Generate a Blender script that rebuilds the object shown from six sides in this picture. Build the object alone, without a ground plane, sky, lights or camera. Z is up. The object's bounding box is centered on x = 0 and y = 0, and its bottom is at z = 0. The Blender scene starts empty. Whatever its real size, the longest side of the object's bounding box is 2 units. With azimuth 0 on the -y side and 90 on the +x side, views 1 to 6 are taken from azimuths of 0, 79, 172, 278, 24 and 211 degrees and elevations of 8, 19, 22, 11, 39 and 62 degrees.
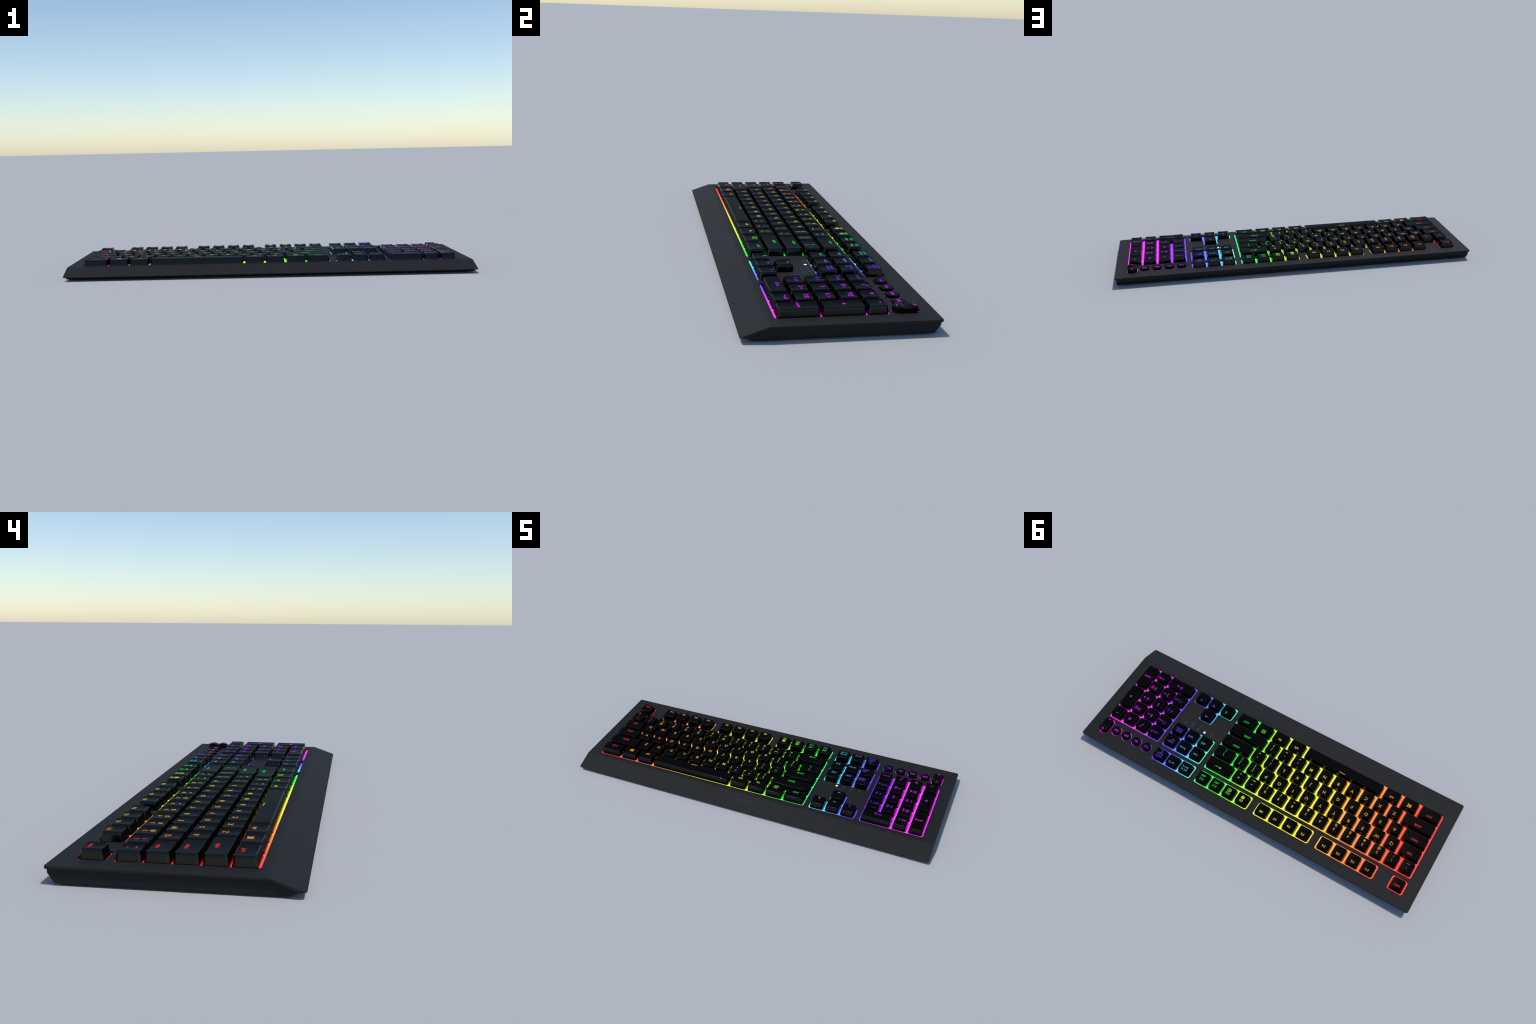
# Full-size backlit computer keyboard: dark top shell with a sloped front, lower
# housing, rainbow-lit light guide, dished keycaps with glowing legends, round
# media buttons and a volume rocker.
import bpy, bmesh, math
from mathutils import Vector

# ------------------------------------------------------------------ sizes
PX, PY = 0.0825, 0.0790          # key pitch across and in depth
GAP_X, GAP_Y = 0.0094, 0.0052    # clear gap between neighbouring key bases
KEY_BOTTOM, KEY_TOP = 0.0472, 0.0812
DECK = 0.0525                    # flat top of the shell
LIGHT_Z = 0.0456                 # glowing floor seen between the keys
HALF_X, HALF_Y, MID_Y = 1.0, 0.3447, 0.0008
BEND_Y, TIP_Z = -0.247, 0.0188

ROW = {"bottom": -0.1772, "shift": -0.0982, "home": -0.0192,
       "upper": 0.0598, "number": 0.1388, "function": 0.2415}
MAIN_X, NAV_X, NUM_X = -0.9340, 0.3325, 0.6055

scene = bpy.context.scene
coll = scene.collection


# ------------------------------------------------------------------ materials
def lin(c):
    out = []
    for v in c:
        v /= 255.0
        out.append(v / 12.92 if v <= 0.04045 else ((v + 0.055) / 1.055) ** 2.4)
    return (*out, 1.0)


def new_material(name):
    m = bpy.data.materials.new(name)
    m.use_nodes = True
    nt = m.node_tree
    return m, nt, nt.nodes["Principled BSDF"]


def plastic(name, base, rough, spec=0.5, grain=0.0, grain_scale=900.0, mottle=0.06):
    m, nt, b = new_material(name)
    N, L = nt.nodes, nt.links
    tc = N.new("ShaderNodeTexCoord")
    n1 = N.new("ShaderNodeTexNoise")
    n1.inputs["Scale"].default_value = 60.0
    n1.inputs["Detail"].default_value = 4.0
    L.new(tc.outputs["Object"], n1.inputs["Vector"])
    r = N.new("ShaderNodeValToRGB")
    lo = [v * (1 - mottle) for v in base]
    hi = [v * (1 + mottle) for v in base]
    r.color_ramp.elements[0].position = 0.35
    r.color_ramp.elements[0].color = (*lo, 1)
    r.color_ramp.elements[1].position = 0.65
    r.color_ramp.elements[1].color = (*hi, 1)
    L.new(n1.outputs["Fac"], r.inputs["Fac"])
    L.new(r.outputs["Color"], b.inputs["Base Color"])
    b.inputs["Roughness"].default_value = rough
    b.inputs["Specular IOR Level"].default_value = spec
    if grain:
        n2 = N.new("ShaderNodeTexNoise")
        n2.inputs["Scale"].default_value = grain_scale
        n2.inputs["Detail"].default_value = 2.0
        L.new(tc.outputs["Object"], n2.inputs["Vector"])
        bp = N.new("ShaderNodeBump")
        bp.inputs["Strength"].default_value = grain
        bp.inputs["Distance"].default_value = 0.0004
        L.new(n2.outputs["Fac"], bp.inputs["Height"])
        L.new(bp.outputs["Normal"], b.inputs["Normal"])
    return m


def rainbow(name, stops, strength, base, rough, spec=0.3):
    """Glowing plastic whose hue runs along the keyboard (position x)."""
    m, nt, b = new_material(name)
    N, L = nt.nodes, nt.links
    geo = N.new("ShaderNodeNewGeometry")
    sep = N.new("ShaderNodeSeparateXYZ")
    L.new(geo.outputs["Position"], sep.inputs[0])
    mr = N.new("ShaderNodeMapRange")
    mr.inputs["From Min"].default_value = -1.0
    mr.inputs["From Max"].default_value = 1.0
    L.new(sep.outputs["X"], mr.inputs["Value"])
    r = N.new("ShaderNodeValToRGB")
    el = r.color_ramp.elements
    while len(el) > 1:
        el.remove(el[-1])
    el[0].position = (stops[0][0] + 1) / 2
    el[0].color = lin(stops[0][1])
    for x, c in stops[1:]:
        e = el.new((x + 1) / 2)
        e.color = lin(c)
    L.new(mr.outputs["Result"], r.inputs["Fac"])
    L.new(r.outputs["Color"], b.inputs["Emission Color"])
    b.inputs["Emission Strength"].default_value = strength
    b.inputs["Base Color"].default_value = (*base, 1)
    b.inputs["Roughness"].default_value = rough
    b.inputs["Specular IOR Level"].default_value = spec
    return m


FLOOR_STOPS = [
    (-0.94, (255, 25, 25)), (-0.82, (255, 55, 25)), (-0.70, (255, 105, 30)),
    (-0.55, (255, 145, 30)), (-0.42, (255, 195, 25)), (-0.32, (255, 240, 15)),
    (-0.08, (245, 255, 15)), (0.03, (190, 255, 15)), (0.11, (105, 255, 15)),
    (0.18, (20, 255, 20)), (0.26, (25, 255, 90)), (0.32, (60, 255, 170)),
    (0.37, (60, 240, 245)), (0.42, (75, 195, 255)), (0.48, (85, 125, 255)),
    (0.54, (95, 75, 255)), (0.61, (115, 35, 255)), (0.68, (165, 25, 255)),
    (0.76, (235, 20, 255)), (0.86, (255, 20, 255))]
LEGEND_STOPS = [
    (-0.92, (230, 35, 28)), (-0.84, (230, 45, 28)), (-0.79, (230, 110, 22)),
    (-0.75, (240, 150, 15)), (-0.50, (240, 172, 12)), (-0.35, (232, 192, 14)),
    (-0.20, (226, 212, 10)), (-0.02, (212, 226, 8)), (0.05, (160, 230, 10)),
    (0.13, (105, 226, 10)), (0.17, (30, 232, 25)), (0.22, (18, 222, 50)),
    (0.27, (35, 220, 115)), (0.33, (60, 205, 165)), (0.38, (65, 180, 185)),
    (0.44, (88, 140, 212)), (0.48, (92, 125, 215)), (0.52, (98, 58, 215)),
    (0.58, (95, 32, 210)), (0.64, (112, 18, 212)), (0.72, (185, 18, 235)),
    (0.80, (200, 18, 236)), (0.90, (222, 18, 232))]

MAT_SHELL = plastic("shell_plastic", (0.0134, 0.0132, 0.0134), 0.68, 0.17)
MAT_BODY = plastic("housing_plastic", (0.0134, 0.0132, 0.0134), 0.68, 0.17)
MAT_KEY = plastic("keycap_plastic", (0.0022, 0.0023, 0.0024), 0.13, 0.26)
MAT_KEYTOP = plastic("keycap_matte_top", (0.0023, 0.0023, 0.0025), 0.40, 0.02)
MAT_BUTTON = plastic("button_plastic", (0.0034, 0.0037, 0.0039), 0.42, 0.03)
MAT_FOOT = plastic("rubber", (0.010, 0.010, 0.010), 0.8, 0.3)
MAT_MARK = plastic("logo_print", (0.0100, 0.0101, 0.0106), 0.50, 0.35)
MAT_ICON = plastic("indicator_print", (0.027, 0.028, 0.030), 0.60, 0.3)
MAT_LENS = plastic("indicator_lens", (0.045, 0.046, 0.050), 0.5, 0.4)
MAT_FLOOR = rainbow("backlight_glow", FLOOR_STOPS, 1.15, (0.08, 0.08, 0.08), 0.6)
MAT_LEGEND = rainbow("legend_glow", LEGEND_STOPS, 0.74, (0.004, 0.004, 0.004), 0.55, 0.1)
MAT_WHITE, _nt, _b = new_material("indicator_glow")
_b.inputs["Base Color"].default_value = (0.8, 0.8, 0.8, 1)
_b.inputs["Emission Color"].default_value = (1, 1, 1, 1)
_b.inputs["Emission Strength"].default_value = 1.0


# ------------------------------------------------------------------ helpers
def add_object(name, mesh, parent=None, loc=(0, 0, 0), mat=None):
    ob = bpy.data.objects.new(name, mesh)
    coll.objects.link(ob)
    if mat is not None and not mesh.materials:
        mesh.materials.append(mat)
    ob.location = loc
    if parent is not None:
        ob.parent = parent
    return ob


def finish(bm, name, angle=None):
    bmesh.ops.recalc_face_normals(bm, faces=bm.faces)
    me = bpy.data.meshes.new(name)
    bm.to_mesh(me)
    bm.free()
    if angle is not None:
        me.shade_smooth()
        me.set_sharp_from_angle(angle=math.radians(angle))
    return me


def rounded_rect(hx, hy, r, seg=5, nx=0, ny=0, cx=0.0, cy=0.0, extra_y=()):
    """Counter-clockwise outline; nx/ny extra points on the sides, extra_y adds
    points at given heights on both long sides."""
    pts = []
    corners = [(hx - r, hy - r, 0), (-hx + r, hy - r, 90),
               (-hx + r, -hy + r, 180), (hx - r, -hy + r, 270)]
    for k, (x, y, a0) in enumerate(corners):
        for i in range(seg + 1):
            a = math.radians(a0 + 90 * i / seg)
            pts.append((x + r * math.cos(a), y + r * math.sin(a)))
        p = pts[-1]
        x2, y2, a2 = corners[(k + 1) % 4]
        q = (x2 + r * math.cos(math.radians(a2)), y2 + r * math.sin(math.radians(a2)))
        if k in (1, 3) and extra_y:
            ys = sorted(extra_y, reverse=(k == 1))
            pts += [(p[0], y) for y in ys]
        n = nx if k in (0, 2) else ny
        for i in range(1, n + 1):
            t = i / (n + 1)
            pts.append((p[0] + (q[0] - p[0]) * t, p[1] + (q[1] - p[1]) * t))
    return [(x + cx, y + cy) for x, y in pts]


def loft(bm, rings, cap_first=True, cap_last=True):
    vr = [[bm.verts.new(p) for p in ring] for ring in rings]
    n = len(vr[0])
    for a, b in zip(vr, vr[1:]):
        for i in range(n):
            j = (i + 1) % n
            bm.faces.new((a[i], a[j], b[j], b[i]))
    if cap_first:
        bm.faces.new(list(reversed(vr[0])))
    if cap_last:
        bm.faces.new(vr[-1])
    return vr


def prism(outline, z0, z1, name):
    bm = bmesh.new()
    loft(bm, [[(x, y, z0) for x, y in outline], [(x, y, z1) for x, y in outline]])
    return finish(bm, name)


def cut(ob, cutters, weighted=True):
    """Subtract the cutters from ob and keep the evaluated mesh."""
    helpers = []
    for me in cutters:
        h = bpy.data.objects.new("cutter", me)
        coll.objects.link(h)
        helpers.append(h)
        md = ob.modifiers.new("cut", "BOOLEAN")
        md.operation = "DIFFERENCE"
        md.solver = "EXACT"
        md.object = h
    if weighted:
        wn = ob.modifiers.new("normals", "WEIGHTED_NORMAL")
        wn.keep_sharp = True
        wn.mode = "FACE_AREA"
    dg = bpy.context.evaluated_depsgraph_get()
    dg.update()
    old = ob.data
    new = bpy.data.meshes.new_from_object(ob.evaluated_get(dg))
    ob.modifiers.clear()
    ob.data = new
    new.name = old.name
    for h in helpers:
        me = h.data
        bpy.data.objects.remove(h)
        bpy.data.meshes.remove(me)
    bpy.data.meshes.remove(old)


# ------------------------------------------------------------------ the thing
keyboard = bpy.data.objects.new("computer_keyboard", None)
coll.objects.link(keyboard)
keyboard["label"] = "black full-size gaming keyboard with rainbow backlit keys"
keyboard["category"] = "computer keyboard"


# ------------------------------------------------------------------ top shell
def smooth_bend(y, y0, y1_len, slope, z_flat):
    """Flat, then sloping down for y < y0, with a rounded transition."""
    d = y0 - y
    h = y1_len
    if d <= -h:
        return z_flat
    if d >= h:
        return z_flat - slope * d
    return z_flat - slope * (d + h) ** 2 / (4 * h)


TOP_SLOPE = (DECK - TIP_Z) / (BEND_Y + HALF_Y - MID_Y)


def shell_top(y):
    return smooth_bend(y, BEND_Y, 0.006, TOP_SLOPE, DECK)


def shell_bottom(y):
    if y < -0.322:
        return 0.0148 + (-0.322 - y) * 0.13
    return max(0.0148, smooth_bend(y, -0.2505, 0.004, 0.395, 0.0432))


bend_lines = (BEND_Y + 0.006, BEND_Y + 0.002, BEND_Y - 0.002, BEND_Y - 0.006, -0.322)


def shell_ring(inset, kind, dz):
    ring = []
    for x, y in rounded_rect(HALF_X - inset, HALF_Y - inset, 0.010 - min(inset, 0.004),
                             6, 0, 0, extra_y=[b - MID_Y for b in bend_lines]):
        y += MID_Y
        ring.append((x, y, (shell_top(y) if kind == "top" else shell_bottom(y)) + dz))
    return ring


bm = bmesh.new()
rings = [shell_ring(0.0020, "bottom", 0.0),
         shell_ring(0.0004, "bottom", 0.0008), shell_ring(0.0, "bottom", 0.0022),
         shell_ring(0.0, "top", -0.0022), shell_ring(0.0004, "top", -0.0011),
         shell_ring(0.0012, "top", -0.0003), shell_ring(0.0024, "top", 0.0)]
vr = loft(bm, rings, cap_first=False, cap_last=False)


def strip_caps(bm, ring, flip):
    """Close a ring with one face per band between the bend lines."""
    cuts = [99] + sorted((round(v, 6) for v in bend_lines), reverse=True) + [-99]
    for hi, lo in zip(cuts, cuts[1:]):
        f = [v for v in ring if lo - 1e-6 <= v.co.y <= hi + 1e-6]
        if flip:
            f.reverse()
        bm.faces.new(f)


strip_caps(bm, vr[-1], False)
strip_caps(bm, vr[0], True)
shell_mesh = finish(bm, "top_shell", 38)
shell = add_object("top_shell", shell_mesh, keyboard, mat=MAT_SHELL)

# openings: (x0, x1, y0, y1)
bottom_y, main_top = -0.2185, 0.1812
fy0, fy1 = 0.2012, 0.2812
F_GROUPS = [-0.7690, -0.3980, -0.0270]
openings = [(MAIN_X, MAIN_X + 15 * PX, bottom_y, main_top),
            (MAIN_X, MAIN_X + PX, fy0, fy1),
            (NAV_X, NAV_X + 3 * PX, fy0, fy1),
            (NAV_X, NAV_X + 3 * PX, 0.0196, main_top),
            (NAV_X, NAV_X + 3 * PX, bottom_y, -0.1375),
            (NAV_X + PX, NAV_X + 2 * PX, ROW["bottom"], -0.0588),
            (NUM_X, NUM_X + 4 * PX, bottom_y, main_top)]
openings += [(x, x + 4 * PX, fy0, fy1) for x in F_GROUPS]
MEDIA_X = [0.6367, 0.7046, 0.7725, 0.8400]
MEDIA_Y, MEDIA_HOLE, MEDIA_R = 0.2405, 0.0295, 0.0258
ROCKER_X, ROCKER_HALF = 0.9065, 0.0505

cutters = []
for x0, x1, y0, y1 in openings:
    o = 0.0010
    cutters.append(prism(rounded_rect((x1 - x0) / 2 + o, (y1 - y0) / 2 + o, 0.0125, 6,
                                      cx=(x0 + x1) / 2, cy=(y0 + y1) / 2), 0.030, 0.075, "cut"))
for x in MEDIA_X:
    cutters.append(prism([(x + MEDIA_HOLE * math.cos(2 * math.pi * i / 48),
                           MEDIA_Y + MEDIA_HOLE * math.sin(2 * math.pi * i / 48))
                          for i in range(48)], 0.030, 0.075, "cut"))
cutters.append(prism(rounded_rect(MEDIA_HOLE, ROCKER_HALF, MEDIA_HOLE - 0.0001, 12,
                                  cx=ROCKER_X, cy=MEDIA_Y), 0.030, 0.075, "cut"))
cut(shell, cutters)

# ------------------------------------------------------------------ lower housing
profile = [(0.3390, 0.0445), (0.3390, 0.0310), (0.3185, 0.0015), (-0.2990, 0.0015),
           (-0.3200, 0.0108), (-0.3270, 0.0165), (-0.2560, 0.0445)]
bm = bmesh.new()
hx = 0.9920
loft(bm, [[(-hx, y, z) for y, z in profile], [(hx, y, z) for y, z in profile]])
bmesh.ops.bevel(bm, geom=list(bm.edges), offset=0.0025, segments=3, profile=0.5, affect="EDGES")
body_mesh = finish(bm, "lower_housing", 40)
body = add_object("lower_housing", body_mesh, keyboard, mat=MAT_BODY)
notches = []
for x in (0.872, -0.010, -0.872):
    bm = bmesh.new()
    loft(bm, [[(x - 0.011, 0.295, z), (x + 0.011, 0.295, z), (x + 0.011, 0.34, z), (x - 0.011, 0.34, z)]
              for z in (-0.01, 0.0075)])
    notches.append(finish(bm, "cut"))
cut(body, notches)

foot_mesh = prism(rounded_rect(0.055, 0.012, 0.011, 6), 0.0, 0.0060, "rubber_foot")
for i, (x, y) in enumerate([(-0.80, -0.262), (0.80, -0.262), (-0.70, 0.262), (0.70, 0.262)]):
    add_object("rubber_foot", foot_mesh, keyboard, (x, y, 0), MAT_FOOT)

# ------------------------------------------------------------------ light guide
guide = prism(rounded_rect(0.950, 0.262, 0.010, 4, cy=0.034), 0.0380, LIGHT_Z, "light_guide")
add_object("light_guide", guide, keyboard, mat=MAT_FLOOR)


# ------------------------------------------------------------------ keycaps
def dish_for(w):
    return 0.0 if w > 0.3 else 0.0016


def cap_surface(x, y, w, d):
    """Height of a keycap's top at local x, y (top is hollowed across its width)."""
    hx = w / 2 - CAP_SIDE
    t = max(-1.0, min(1.0, x / hx))
    if w > 0.3:
        return KEY_TOP - 0.0006 - 0.0012 * (y / (d / 2)) ** 2
    return KEY_TOP - dish_for(w) * (1 - t * t)


CAP_SIDE, CAP_BACK = 0.0061, 0.0056                     # how far the top is set in from the base
CAP_FRONT = {"bottom": 0.0085, "function": 0.0088}      # the outer rows lean back more in front
CAP_CACHE = {}


def keycap_mesh(w, d, row):
    fr = CAP_FRONT.get(row, 0.0076)
    key = (round(w, 5), round(d, 5), fr)
    if key in CAP_CACHE:
        return CAP_CACHE[key]
    nx, ny = (9, 5)

    def ring(side, front, back, r, z=None, dz=0.0, scale=1.0):
        """Outline inset from the base by side, front and back amounts."""
        out = []
        oy = (front - back) / 2
        for x, y in rounded_rect(w / 2 - side, d / 2 - (front + back) / 2, r, 1, nx, ny):
            x, y = x * scale, y * scale + oy
            out.append((x, y, z if z is not None else cap_surface(x, y, w, d) + dz))
        return out

    h = KEY_TOP - KEY_BOTTOM
    bk, sd = CAP_BACK, CAP_SIDE
    rings = [ring(0.0016, 0.0016, 0.0016, 0.0056, KEY_BOTTOM),
             ring(0.0, 0.0, 0.0, 0.0072, KEY_BOTTOM + 0.0002)]
    for t in (0.33, 0.66):
        rings.append(ring(sd * t, fr * t, bk * t, 0.0072 - 0.0032 * t, KEY_BOTTOM + h * t))
    rings += [ring(sd, fr, bk, 0.0040, dz=-0.0009),
              ring(sd + 0.0003, fr + 0.0003, bk + 0.0003, 0.0038, dz=-0.0003),
              ring(sd + 0.0008, fr + 0.0008, bk + 0.0008, 0.0035)]
    for s in (0.82, 0.62, 0.42, 0.22, 0.06):
        rings.append(ring(sd + 0.0008, fr + 0.0008, bk + 0.0008, 0.0035, scale=s))
    bm = bmesh.new()
    loft(bm, rings)
    me = finish(bm, "keycap", 24)
    me.materials.append(MAT_KEY)
    me.materials.append(MAT_KEYTOP)
    for p in me.polygons:
        if p.normal.z > 0.93:
            p.material_index = 1
    CAP_CACHE[key] = me
    return me


# ------------------------------------------------------------------ legend drawing
class Font:
    """Collects text glyphs from the built-in font and returns flat outlines."""
    cache = {}

    @classmethod
    def prepare(cls, words):
        made = []
        for w in words:
            cu = bpy.data.curves.new("glyphs", "FONT")
            cu.body = w
            cu.size = 1.0
            cu.offset = 0.012
            cu.resolution_u = 4
            cu.space_character = 1.04
            ob = bpy.data.objects.new("glyphs", cu)
            coll.objects.link(ob)
            made.append((w, ob, cu))
        dg = bpy.context.evaluated_depsgraph_get()
        dg.update()
        for w, ob, cu in made:
            me = ob.evaluated_get(dg).to_mesh()
            vs = [(v.co.x, v.co.y) for v in me.vertices]
            fs = [tuple(p.vertices) for p in me.polygons]
            ob.evaluated_get(dg).to_mesh_clear()
            cls.cache[w] = (vs, fs)
        for w, ob, cu in made:
            bpy.data.objects.remove(ob)
            bpy.data.curves.remove(cu)


def text_shape(word, cx, cy, height, width=None, fit=False):
    """Flat text, scaled so that a capital is `height` tall (or the drawn glyph
    itself when fit is set); centred on its box across and on cap height."""
    vs, fs = Font.cache[word]
    cap = max(y for _, y in Font.cache["H"][0])
    xs = [x for x, _ in vs]
    ys = [y for _, y in vs]
    x0, x1 = min(xs), max(xs)
    if fit:
        s = height / (max(ys) - min(ys))
        ym = (max(ys) + min(ys)) / 2
    else:
        s = height / cap
        ym = cap / 2
    sx = s if width is None else width / (x1 - x0)
    return [((x - (x0 + x1) / 2) * sx + cx, (y - ym) * s + cy) for x, y in vs], fs


def poly_shape(pts):
    return list(pts), [tuple(range(len(pts)))]


def stroke(x0, y0, x1, y1, t):
    dx, dy = x1 - x0, y1 - y0
    l = math.hypot(dx, dy)
    ax, ay = dx / l * t / 2, dy / l * t / 2
    return poly_shape([(x0 - ax + ay, y0 - ay - ax), (x1 + ax + ay, y1 + ay - ax),
                       (x1 + ax - ay, y1 + ay + ax), (x0 - ax - ay, y0 - ay + ax)])


def disc(cx, cy, r, n=20):
    return poly_shape([(cx + r * math.cos(2 * math.pi * i / n), cy + r * math.sin(2 * math.pi * i / n))
                       for i in range(n)])


def arc(cx, cy, r, t, a0=0, a1=360, n=24):
    vs, fs = [], []
    for i in range(n + 1):
        a = math.radians(a0 + (a1 - a0) * i / n)
        vs.append((cx + (r - t / 2) * math.cos(a), cy + (r - t / 2) * math.sin(a)))
        vs.append((cx + (r + t / 2) * math.cos(a), cy + (r + t / 2) * math.sin(a)))
        if i:
            k = 2 * i
            fs.append((k - 2, k - 1, k + 1, k))
    return vs, fs


def crescent(cx, cy, r):
    n = 16
    out = [(cx + r * math.cos(math.radians(50 + 260 * i / n)), cy + r * math.sin(math.radians(50 + 260 * i / n)))
           for i in range(n + 1)]
    inn = [(cx + r * 0.42 + 0.80 * r * math.cos(math.radians(75 + 210 * i / n)),
            cy + 0.80 * r * math.sin(math.radians(75 + 210 * i / n))) for i in range(n + 1)]
    vs = out + list(reversed(inn))
    fs = [(i, i + 1, len(vs) - 2 - i, len(vs) - 1 - i) for i in range(n)]
    return vs, fs


def chevron(cx, cy, s, direction, t=0.0030):
    a = {"up": 90, "left": 180, "down": 270, "right": 0}[direction]
    c, d = math.cos(math.radians(a)), math.sin(math.radians(a))

    def rot(x, y):
        return (cx + x * c - y * d, cy + x * d + y * c)
    return [stroke(*rot(-s * 0.45, s), *rot(s * 0.5, 0), t), stroke(*rot(s * 0.5, 0), *rot(-s * 0.45, -s), t)]


def triangle(cx, cy, s, sign=1):
    return poly_shape([(cx - sign * s * 0.5, cy - s * 0.62), (cx + sign * s * 0.55, cy), (cx - sign * s * 0.5, cy + s * 0.62)])


def plus(cx, cy, s, t):
    return [stroke(cx - s, cy, cx + s, cy, t), stroke(cx, cy - s, cx, cy + s, t)]


def window_logo(cx, cy, s):
    """Four panes of a window seen slightly from the side."""
    out = []
    for ix, (xa, xb) in enumerate([(-1.0, -0.06), (0.06, 1.05)]):
        for ya, yb in [(-1.0, -0.06), (0.06, 1.0)]:
            def e(x):
                return 0.80 + 0.20 * (x + 1) / 2
            out.append(poly_shape([(cx + xa * s, cy + ya * s * e(xa)), (cx + xb * s, cy + ya * s * e(xb)),
                                   (cx + xb * s, cy + yb * s * e(xb)), (cx + xa * s, cy + yb * s * e(xa))]))
    return out


def menu_icon(cx, cy):
    w, h, t = 0.0105, 0.0090, 0.0022
    out = [stroke(cx - w, cy + h, cx + w, cy + h, t), stroke(cx - w, cy - h, cx + w, cy - h, t),
           stroke(cx - w, cy - h, cx - w, cy + h, t), stroke(cx + w, cy - h, cx + w, cy + h, t)]
    out += [stroke(cx - w * 0.5, cy + k * h * 0.45, cx + w * 0.5, cy + k * h * 0.45, 0.0018) for k in (-1, 0, 1)]
    return out


def sun_icon(cx, cy, full):
    """Small lamp-strip symbol: a flat bar with posts between two rails."""
    w, h = 0.0098, 0.0032
    out = [stroke(cx - w, cy + h, cx + w, cy + h, 0.0022), stroke(cx - w, cy - h, cx + w, cy - h, 0.0022)]
    posts = (-1, -0.33, 0.33, 1) if full else (-1, 0, 1)
    out += [stroke(cx + k * w, cy - h, cx + k * w, cy + h, 0.0026) for k in posts]
    return out


def back_arrow(cx, cy):
    return [stroke(cx - 0.008, cy, cx + 0.019, cy, 0.0032),
            poly_shape([(cx - 0.019, cy), (cx - 0.006, cy - 0.0070), (cx - 0.006, cy + 0.0070)])]


def speaker(cx, cy):
    out = [poly_shape([(cx - 0.010, cy - 0.0030), (cx - 0.006, cy - 0.0030), (cx + 0.0005, cy - 0.0075),
                       (cx + 0.0005, cy + 0.0075), (cx - 0.006, cy + 0.0030), (cx - 0.010, cy + 0.0030)])]
    out += [stroke(cx + 0.004, cy - 0.003, cx + 0.010, cy + 0.003, 0.0022),
            stroke(cx + 0.004, cy + 0.003, cx + 0.010, cy - 0.003, 0.0022)]
    return out


def build_print(shapes, surface, lift, thick, name):
    """Turn flat shapes into thin raised marks that follow surface(x, y)."""
    bm = bmesh.new()
    for k, (vs, fs) in enumerate(shapes):
        off = lift + 0.00004 * (k % 5)
        top = [bm.verts.new((x, y, surface(x, y) + off)) for x, y in vs]
        bot = [bm.verts.new((x, y, surface(x, y) + off - thick)) for x, y in vs]
        count = {}
        for f in fs:
            area = sum(vs[f[i]][0] * vs[f[(i + 1) % len(f)]][1] - vs[f[(i + 1) % len(f)]][0] * vs[f[i]][1]
                       for i in range(len(f)))
            if abs(area) < 1e-12:
                continue
            f = f if area > 0 else tuple(reversed(f))
            try:
                bm.faces.new([top[i] for i in f])
            except ValueError:
                continue
            for i in range(len(f)):
                a, b = f[i], f[(i + 1) % len(f)]
                count[(a, b)] = 1
        for (a, b) in list(count):
            if (b, a) not in count:
                try:
                    bm.faces.new((top[a], bot[a], bot[b], top[b]))
                except ValueError:
                    pass
        loose = [v for v in top + bot if not v.link_faces]
        bmesh.ops.delete(bm, geom=loose, context="VERTS")
    me = bpy.data.meshes.new(name)
    bm.to_mesh(me)
    bm.free()
    return me


# ------------------------------------------------------------------ key layout
# each key: (centre x, centre y, width in units, depth in units, legend spec)
# legend spec: list of ("text", dx, dy, cap height, width or None) or icon tuples
keys = []


def word(t, w=None, dx=0.0, dy=0.0140, h=0.0128):
    return [("text", t, dx, dy, h, w, False)]


def letter(t):
    return [("text", t, 0.0, 0.0118, 0.0168, None, False)]


def pair(top, bottom, hb=None, fit_top=False, fit_bottom=False, ht=0.0140):
    return [("text", top, 0.0, 0.0112, ht, None, fit_top),
            ("text", bottom, 0.0, -0.0135, hb or 0.0140, None, fit_bottom)]


def add_row(x_start, row, items):
    x = x_start
    for units, spec in items:
        keys.append((x + units * PX / 2, ROW[row], units, 1, spec, row))
        x += units * PX


add_row(MAIN_X, "function", [(1, word("esc", 0.0300, dy=0.0150))])
for g, start in enumerate(F_GROUPS):
    its = []
    for i in range(4):
        n = g * 4 + i + 1
        spec = [("text", f"F{n}", 0.0, 0.0155, 0.0128, 0.0180 if n < 10 else 0.0225, False)]
        if n == 9:
            spec.append(("disc9", 0.0, -0.0035))
        if n == 10:
            spec.append(("disc10", 0.0, -0.0035))
        if n == 11:
            spec.append(("sun", 0.0, -0.0055, False))
        if n == 12:
            spec.append(("sun", 0.0, -0.0055, True))
        its.append((1, spec))
    add_row(start, "function", its)

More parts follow.
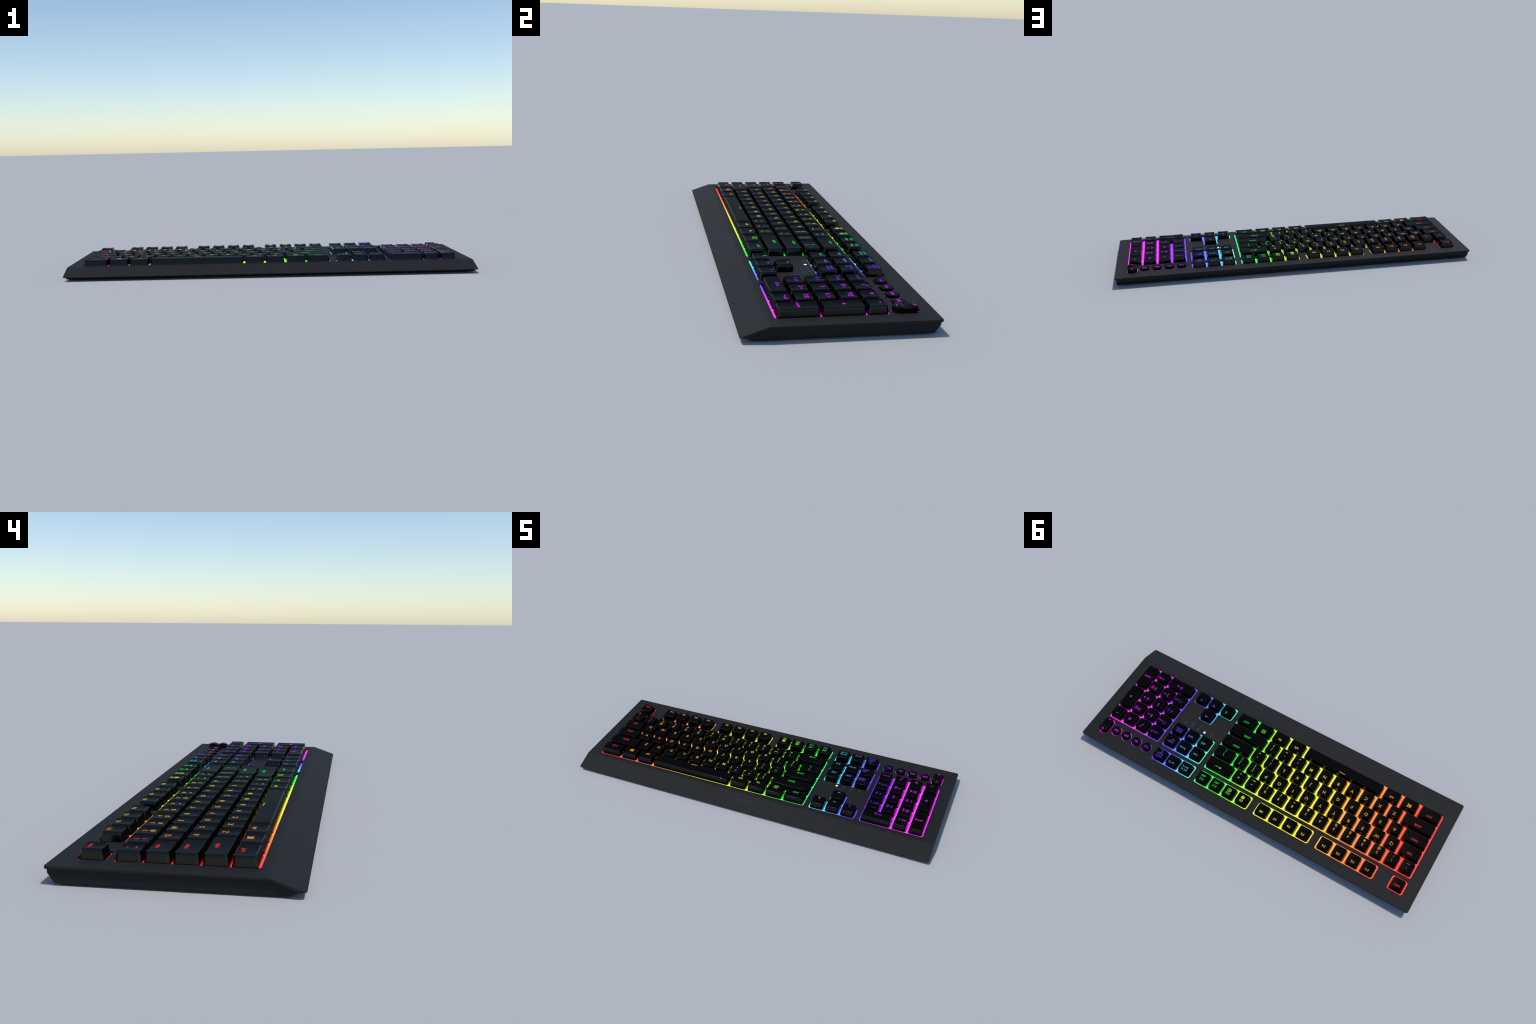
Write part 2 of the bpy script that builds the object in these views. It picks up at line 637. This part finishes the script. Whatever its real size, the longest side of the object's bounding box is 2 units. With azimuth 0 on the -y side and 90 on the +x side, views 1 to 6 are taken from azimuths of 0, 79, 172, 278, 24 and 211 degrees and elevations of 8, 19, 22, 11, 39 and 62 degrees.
num = [(1, pair("`", "~", 0.0055, True, True, ht=0.0060)), (1, pair("1", "!")), (1, pair("2", "@", 0.0180, False, True)),
       (1, pair("3", "#", 0.0150, False, True)), (1, pair("4", "$", 0.0180, False, True)),
       (1, pair("5", "%", 0.0150, False, True)), (1, pair("6", "^", 0.0075, False, True)),
       (1, pair("7", "&", 0.0155, False, True)), (1, pair("8", "*", 0.0085, False, True)),
       (1, pair("9", "(", 0.0180, False, True)), (1, pair("0", ")", 0.0180, False, True)),
       (1, pair("-", "_", 0.0028, True, True, ht=0.0032)), (1, pair("=", "+", 0.0090, True, True, ht=0.0075)),
       (2, [("back", 0.0, 0.0140)])]
add_row(MAIN_X, "number", num)
add_row(MAIN_X, "upper", [(1.5, word("tab", 0.0285))] + [(1, letter(c)) for c in "QWERTYUIOP"] +
        [(1, pair("[", "{", 0.0195, True, True, ht=0.0195)), (1, pair("]", "}", 0.0195, True, True, ht=0.0195)),
         (1.5, pair("\\", "|", 0.0190, True, True, ht=0.0190))])
add_row(MAIN_X, "home", [(1.75, word("caps", 0.0385, dy=0.0150))] + [(1, letter(c)) for c in "ASDFGHJKL"] +
        [(1, pair(";", ":", 0.0130, True, True, ht=0.0150)), (1, pair("'", '"', 0.0070, True, True, ht=0.0070)),
         (2.25, word("enter", 0.0410, dy=0.0165))])
add_row(MAIN_X, "shift", [(2.25, word("shift", 0.0380, dy=0.0120))] + [(1, letter(c)) for c in "ZXCVBNM"] +
        [(1, pair(",", "<", 0.0090, True, True, ht=0.0070)), (1, pair(".", ">", 0.0090, True, True, ht=0.0036)),
         (1, pair("/", "?", 0.0165, True, True, ht=0.0175)), (2.75, word("shift", 0.0380))])
edges = [0.0, 1.55, 2.80, 4.05, 9.78, 11.03, 12.28, 13.53, 15.0]
specs = [word("ctrl", 0.0300), [("win", 0.0, 0.0100)], word("alt", 0.0235), [("bar", 0.0010, 0.0215)],
         word("alt", 0.0235), word("fn", 0.0180, dy=0.0150), [("menu", 0.0, 0.0160)], word("ctrl", 0.0300, dy=0.0150)]
add_row(MAIN_X, "bottom", [(b - a, s) for a, b, s in zip(edges, edges[1:], specs)])

add_row(NAV_X, "function", [
    (1, word("prt sc", 0.0360, dy=0.0190, h=0.0120) + word("sys rq", 0.0360, dy=0.0030, h=0.0120)),
    (1, word("scr lk", 0.0350, dy=0.0170, h=0.0120)),
    (1, word("pause", 0.0360, dy=0.0215, h=0.0115) + word("break", 0.0360, dy=0.0060, h=0.0115) + [("moon", 0.0, -0.0110)])])
add_row(NAV_X, "number", [(1, word("ins", 0.0230)), (1, word("home", 0.0385)),
                          (1, word("page", 0.0350, -0.0045, 0.0180, 0.0120) + word("up", 0.0180, -0.0130, 0.0030, 0.0120))])
add_row(NAV_X, "upper", [(1, word("del", 0.0240)), (1, word("end", 0.0280)),
                         (1, word("page", 0.0350, -0.0045, 0.0190, 0.0120) + word("down", 0.0370, -0.0035, 0.0040, 0.0120))])
add_row(NAV_X, "bottom", [(1, [("chev", 0.0, 0.0180, "left")]), (1, [("chev", 0.0, 0.0180, "down")]),
                          (1, [("chev", 0.0, 0.0180, "right")])])
add_row(NAV_X + PX, "shift", [(1, [("chev", 0.0, 0.0180, "up")])])


def digit(t, dx=-0.0095):
    return [("text", t, dx, 0.0122, 0.0180, None, False)]


def small(t, dx=0.0110, w=0.026, dy=0.0100, h=0.0105):
    return word(t, w, dx, dy, h)


def two_small(a, b):
    return small(a, 0.0115, 0.0190, 0.0168, 0.0080) + small(b, 0.0115, 0.0190, 0.0060, 0.0080)


add_row(NUM_X, "number", [(1, word("num lk", 0.0420, dy=0.0110, h=0.0120)), (1, [("slash", 0.0, 0.0115)]),
                          (1, [("star", 0.0, 0.0110)]), (1, [("minus", 0.0, 0.0140)])])
add_row(NUM_X, "upper", [(1, digit("7", -0.0165) + small("home", 0.0110, 0.0330)), (1, digit("8") + [("chev", 0.0105, 0.0100, "up", 0.0060)]),
                         (1, digit("9") + two_small("page", "up"))])
add_row(NUM_X, "home", [(1, digit("4") + [("chev", 0.0125, 0.0100, "left", 0.0060)]), (1, digit("5", 0.0)),
                        (1, digit("6") + [("chev", 0.0125, 0.0100, "right", 0.0060)])])
add_row(NUM_X, "shift", [(1, digit("1", -0.0150) + small("end", 0.0110, 0.0270)), (1, digit("2") + [("chev", 0.0105, 0.0100, "down", 0.0060)]),
                         (1, digit("3") + two_small("page", "dn"))])
add_row(NUM_X, "bottom", [(2, digit("0", -0.0080) + small("ins", 0.0140, 0.0200)), (1, [("dot", -0.0095, 0.0150)] + small("del", 0.0120, 0.0240, 0.0140))])
keys.append((NUM_X + 3.5 * PX, (ROW["upper"] + ROW["home"]) / 2, 1, 2, [("plus", 0.0, 0.0050)], "home"))
keys.append((NUM_X + 3.5 * PX, (ROW["shift"] + ROW["bottom"]) / 2, 1, 2, word("enter", 0.0400, dy=0.0050), "bottom"))

words = {"H", "S", "M"}
for k in keys:
    for s in k[4]:
        if s[0] == "text":
            words.add(s[1])
Font.prepare(sorted(words))


def legend_shapes(spec):
    out = []
    for s in spec:
        kind = s[0]
        if kind == "text":
            out.append(text_shape(s[1], s[2], s[3], s[4], s[5], s[6]))
        elif kind == "disc9":
            out.append(arc(s[1], s[2], 0.0082, 0.0042, 0, 360, 24))
            out.append(disc(s[1], s[2], 0.0058, 16))
        elif kind == "disc10":
            out.append(arc(s[1], s[2], 0.0092, 0.0034, 0, 360, 24))
            out.append(text_shape("M", s[1], s[2], 0.0080, 0.0080, True))
        elif kind == "sun":
            out += sun_icon(s[1], s[2], s[3])
        elif kind == "back":
            out += back_arrow(s[1], s[2])
        elif kind == "win":
            out += window_logo(s[1], s[2], 0.0105)
        elif kind == "bar":
            out.append(stroke(s[1] - 0.0165, s[2], s[1] + 0.0165, s[2], 0.0030))
        elif kind == "menu":
            out += menu_icon(s[1], s[2])
        elif kind == "moon":
            out.append(crescent(s[1], s[2], 0.0085))
        elif kind == "chev":
            out += chevron(s[1], s[2], s[4] if len(s) > 4 else 0.0068, s[3], 0.0032 if len(s) < 5 else 0.0028)
        elif kind == "slash":
            out.append(stroke(s[1] - 0.0050, s[2] - 0.0115, s[1] + 0.0050, s[2] + 0.0115, 0.0036))
        elif kind == "star":
            for a in (90, 210, 330, 30, 150, 270):
                c, d = math.cos(math.radians(a)), math.sin(math.radians(a))
                out.append(stroke(s[1], s[2], s[1] + 0.0062 * c, s[2] + 0.0062 * d, 0.0032))
        elif kind == "minus":
            out.append(stroke(s[1] - 0.0045, s[2], s[1] + 0.0045, s[2], 0.0036))
        elif kind == "plus":
            out += plus(s[1], s[2], 0.0050, 0.0040)
        elif kind == "dot":
            out.append(disc(s[1], s[2], 0.0034, 12))
    return out


# rows at the rim of an opening leave a wider slot of light in front or behind
ROW_TRIM = {"bottom": (0.0022, 0.0), "function": (0.0018, 0.0014)}
for cx, cy, uw, ud, spec, row in keys:
    front, back = ROW_TRIM.get(row, (0.0, 0.0))
    w, d = uw * PX - GAP_X, ud * PY - GAP_Y - front - back
    cy += (front - back) / 2
    cap = add_object("keycap", keycap_mesh(w, d, row), keyboard, (cx, cy, 0))
    me = build_print(legend_shapes(spec), lambda x, y: cap_surface(x, y, w, d), 0.00035, 0.0008, "legend")
    add_object("legend", me, cap, (0, 0, 0), MAT_LEGEND)

# ------------------------------------------------------------------ media buttons
BUTTON_TOP = 0.0612


def ring_xy(outline, z, s=1.0):
    return [(x * s, y * s, z(x * s, y * s) if callable(z) else z) for x, y in outline]


n = 48
circle = [(math.cos(2 * math.pi * i / n), math.sin(2 * math.pi * i / n)) for i in range(n)]


def round_button_mesh():
    r = MEDIA_R
    zs = [(r - 0.0005, 0.0470), (r, 0.0472), (r - 0.0002, BUTTON_TOP - 0.0018), (r - 0.0006, BUTTON_TOP - 0.0007),
          (r - 0.0014, BUTTON_TOP - 0.0001), (r - 0.0022, BUTTON_TOP), (r * 0.5, BUTTON_TOP - 0.0003), (r * 0.05, BUTTON_TOP - 0.0004)]
    bm = bmesh.new()
    loft(bm, [[(x * q, y * q, z) for x, y in circle] for q, z in zs])
    me = finish(bm, "media_button", 45)
    me.materials.append(MAT_BUTTON)
    return me


button_mesh = round_button_mesh()


def tri_bar(kind):
    s = 0.0105
    if kind == "previous":
        return [triangle(0.0075, 0, s, -1), triangle(-0.0025, 0, s, -1), stroke(-0.0100, -0.005, -0.0100, 0.005, 0.0026)]
    if kind == "next":
        return [triangle(-0.0075, 0, s), triangle(0.0025, 0, s), stroke(0.0100, -0.005, 0.0100, 0.005, 0.0026)]
    if kind == "play":
        return [triangle(-0.0055, 0, 0.0115), stroke(0.0040, -0.005, 0.0040, 0.005, 0.0030),
                stroke(0.0088, -0.005, 0.0088, 0.005, 0.0030)]
    return speaker(0, 0)


for x, kind in zip(MEDIA_X, ("previous", "mute", "next", "play")):
    b = add_object("media_button", button_mesh, keyboard, (x, MEDIA_Y, 0))
    me = build_print(tri_bar(kind), lambda px, py: BUTTON_TOP, 0.0003, 0.0010, "legend")
    add_object("legend", me, b, (0, 0, 0), MAT_LEGEND)

# volume rocker: long rounded button with a V-shaped valley across the middle
RK_HX, RK_HY = MEDIA_R, 0.0465


def rocker_z(x, y):
    a = abs(y)
    if a < 0.022:
        t = a / 0.022
        return 0.0662 + 0.0068 * (1.12 * t - 0.12 * t ** 4)
    return 0.0730 - 0.0035 * ((a - 0.022) / (RK_HY - 0.022)) ** 2


def rocker_outline(inset):
    return rounded_rect(RK_HX - inset, RK_HY - inset, RK_HX - inset - 0.0002, 12, 0, 15)


bm = bmesh.new()
base = rocker_outline(0.0)
rings = [ring_xy(rocker_outline(0.0005), 0.0470), ring_xy(base, 0.0472),
         ring_xy(rocker_outline(0.0003), lambda x, y: rocker_z(x, y) - 0.0016),
         ring_xy(rocker_outline(0.0008), lambda x, y: rocker_z(x, y) - 0.0005),
         ring_xy(rocker_outline(0.0018), rocker_z)]
vr = loft(bm, rings, cap_last=False)
# close the top with rows across, so the valley stays crisp
top = vr[-1]
rows = {}
for v in top:
    rows.setdefault(round(v.co.y, 5), []).append(v)
ys = sorted(rows)
for a, b in zip(ys, ys[1:]):
    la = sorted(rows[a], key=lambda v: v.co.x)
    lb = sorted(rows[b], key=lambda v: v.co.x)
    f = la + lb[::-1]
    if len(f) >= 3:
        bm.faces.new(f)
rocker_mesh = finish(bm, "volume_rocker", 28)
rocker = add_object("volume_rocker", rocker_mesh, keyboard, (ROCKER_X, MEDIA_Y, 0), MAT_BUTTON)
me = build_print(plus(0.001, 0.0315, 0.0048, 0.0036) + [stroke(-0.0035, -0.0325, 0.0055, -0.0325, 0.0034)],
                 rocker_z, 0.0004, 0.0012, "legend")
add_object("legend", me, rocker, (0, 0, 0), MAT_LEGEND)

# ------------------------------------------------------------------ indicator lamps
lens_mesh = prism([(0.0048 * x, 0.0048 * y) for x, y in circle[::2]], DECK - 0.001, DECK + 0.0004, "indicator_lamp")
lamp_x = [0.3753, 0.4168, 0.4586, 0.4998, 0.5415]
for i, x in enumerate(lamp_x):
    if i == 1:
        lit = prism([(0.0056 * a, 0.0056 * b) for a, b in circle[::2]], DECK - 0.001, DECK + 0.0006, "indicator_lamp")
        add_object("indicator_lamp", lit, keyboard, (x, 0, 0), MAT_WHITE)
    else:
        add_object("indicator_lamp", lens_mesh, keyboard, (x, 0, 0), MAT_LENS)
iy = -0.0215
icons = [arc(lamp_x[0] - 0.001, iy, 0.0062, 0.0016, 40, 310, 18),
         stroke(lamp_x[1], iy - 0.006, lamp_x[1], iy + 0.006, 0.0018), stroke(lamp_x[1], iy + 0.006, lamp_x[1] - 0.003, iy + 0.003, 0.0016),
         text_shape("S", lamp_x[2], iy, 0.0125, 0.0090, True),
         arc(lamp_x[3], iy, 0.0080, 0.0034, 0, 360, 24), disc(lamp_x[3], iy, 0.0024, 10),
         arc(lamp_x[4], iy, 0.0070, 0.0014, 0, 360, 20)]
me = build_print(icons, lambda x, y: DECK, 0.00025, 0.0006, "indicator_icon")
ic = add_object("indicator_icon", me, keyboard, (0, 0, 0), MAT_ICON)
ic["kind"] = "stuff"

# ------------------------------------------------------------------ word on the front slope
H, W, T, S = 0.0145, 0.0110, 0.0019, 0.0172


def letter_r(cx):
    return [stroke(cx - W / 2, -H / 2, cx - W / 2, H / 2, T), stroke(cx - W / 2, H / 2, cx + W / 2, H / 2, T),
            stroke(cx + W / 2, H / 2, cx + W / 2, 0, T), stroke(cx + W / 2, 0, cx - W / 2, 0, T),
            stroke(cx, 0, cx + W / 2, -H / 2, T)]


marks = letter_r(-2 * S)
marks += [stroke(-S - W / 2, -H / 2, -S, H / 2, T), stroke(-S, H / 2, -S + W / 2, -H / 2, T)]
marks += [stroke(-W / 2, H / 2, W / 2, H / 2, T), stroke(W / 2, H / 2, -W / 2, -H / 2, T), stroke(-W / 2, -H / 2, W / 2, -H / 2, T)]
marks += [stroke(S - W / 2, k * H / 2, S + W / 2, k * H / 2, T) for k in (-1, 0, 1)]
marks += letter_r(2 * S)
LY = -0.2905
me = build_print(marks, lambda x, y: shell_top(y + LY), 0.0002, 0.0005, "maker_name")
add_object("maker_name", me, keyboard, (-0.002, LY, 0), MAT_MARK)
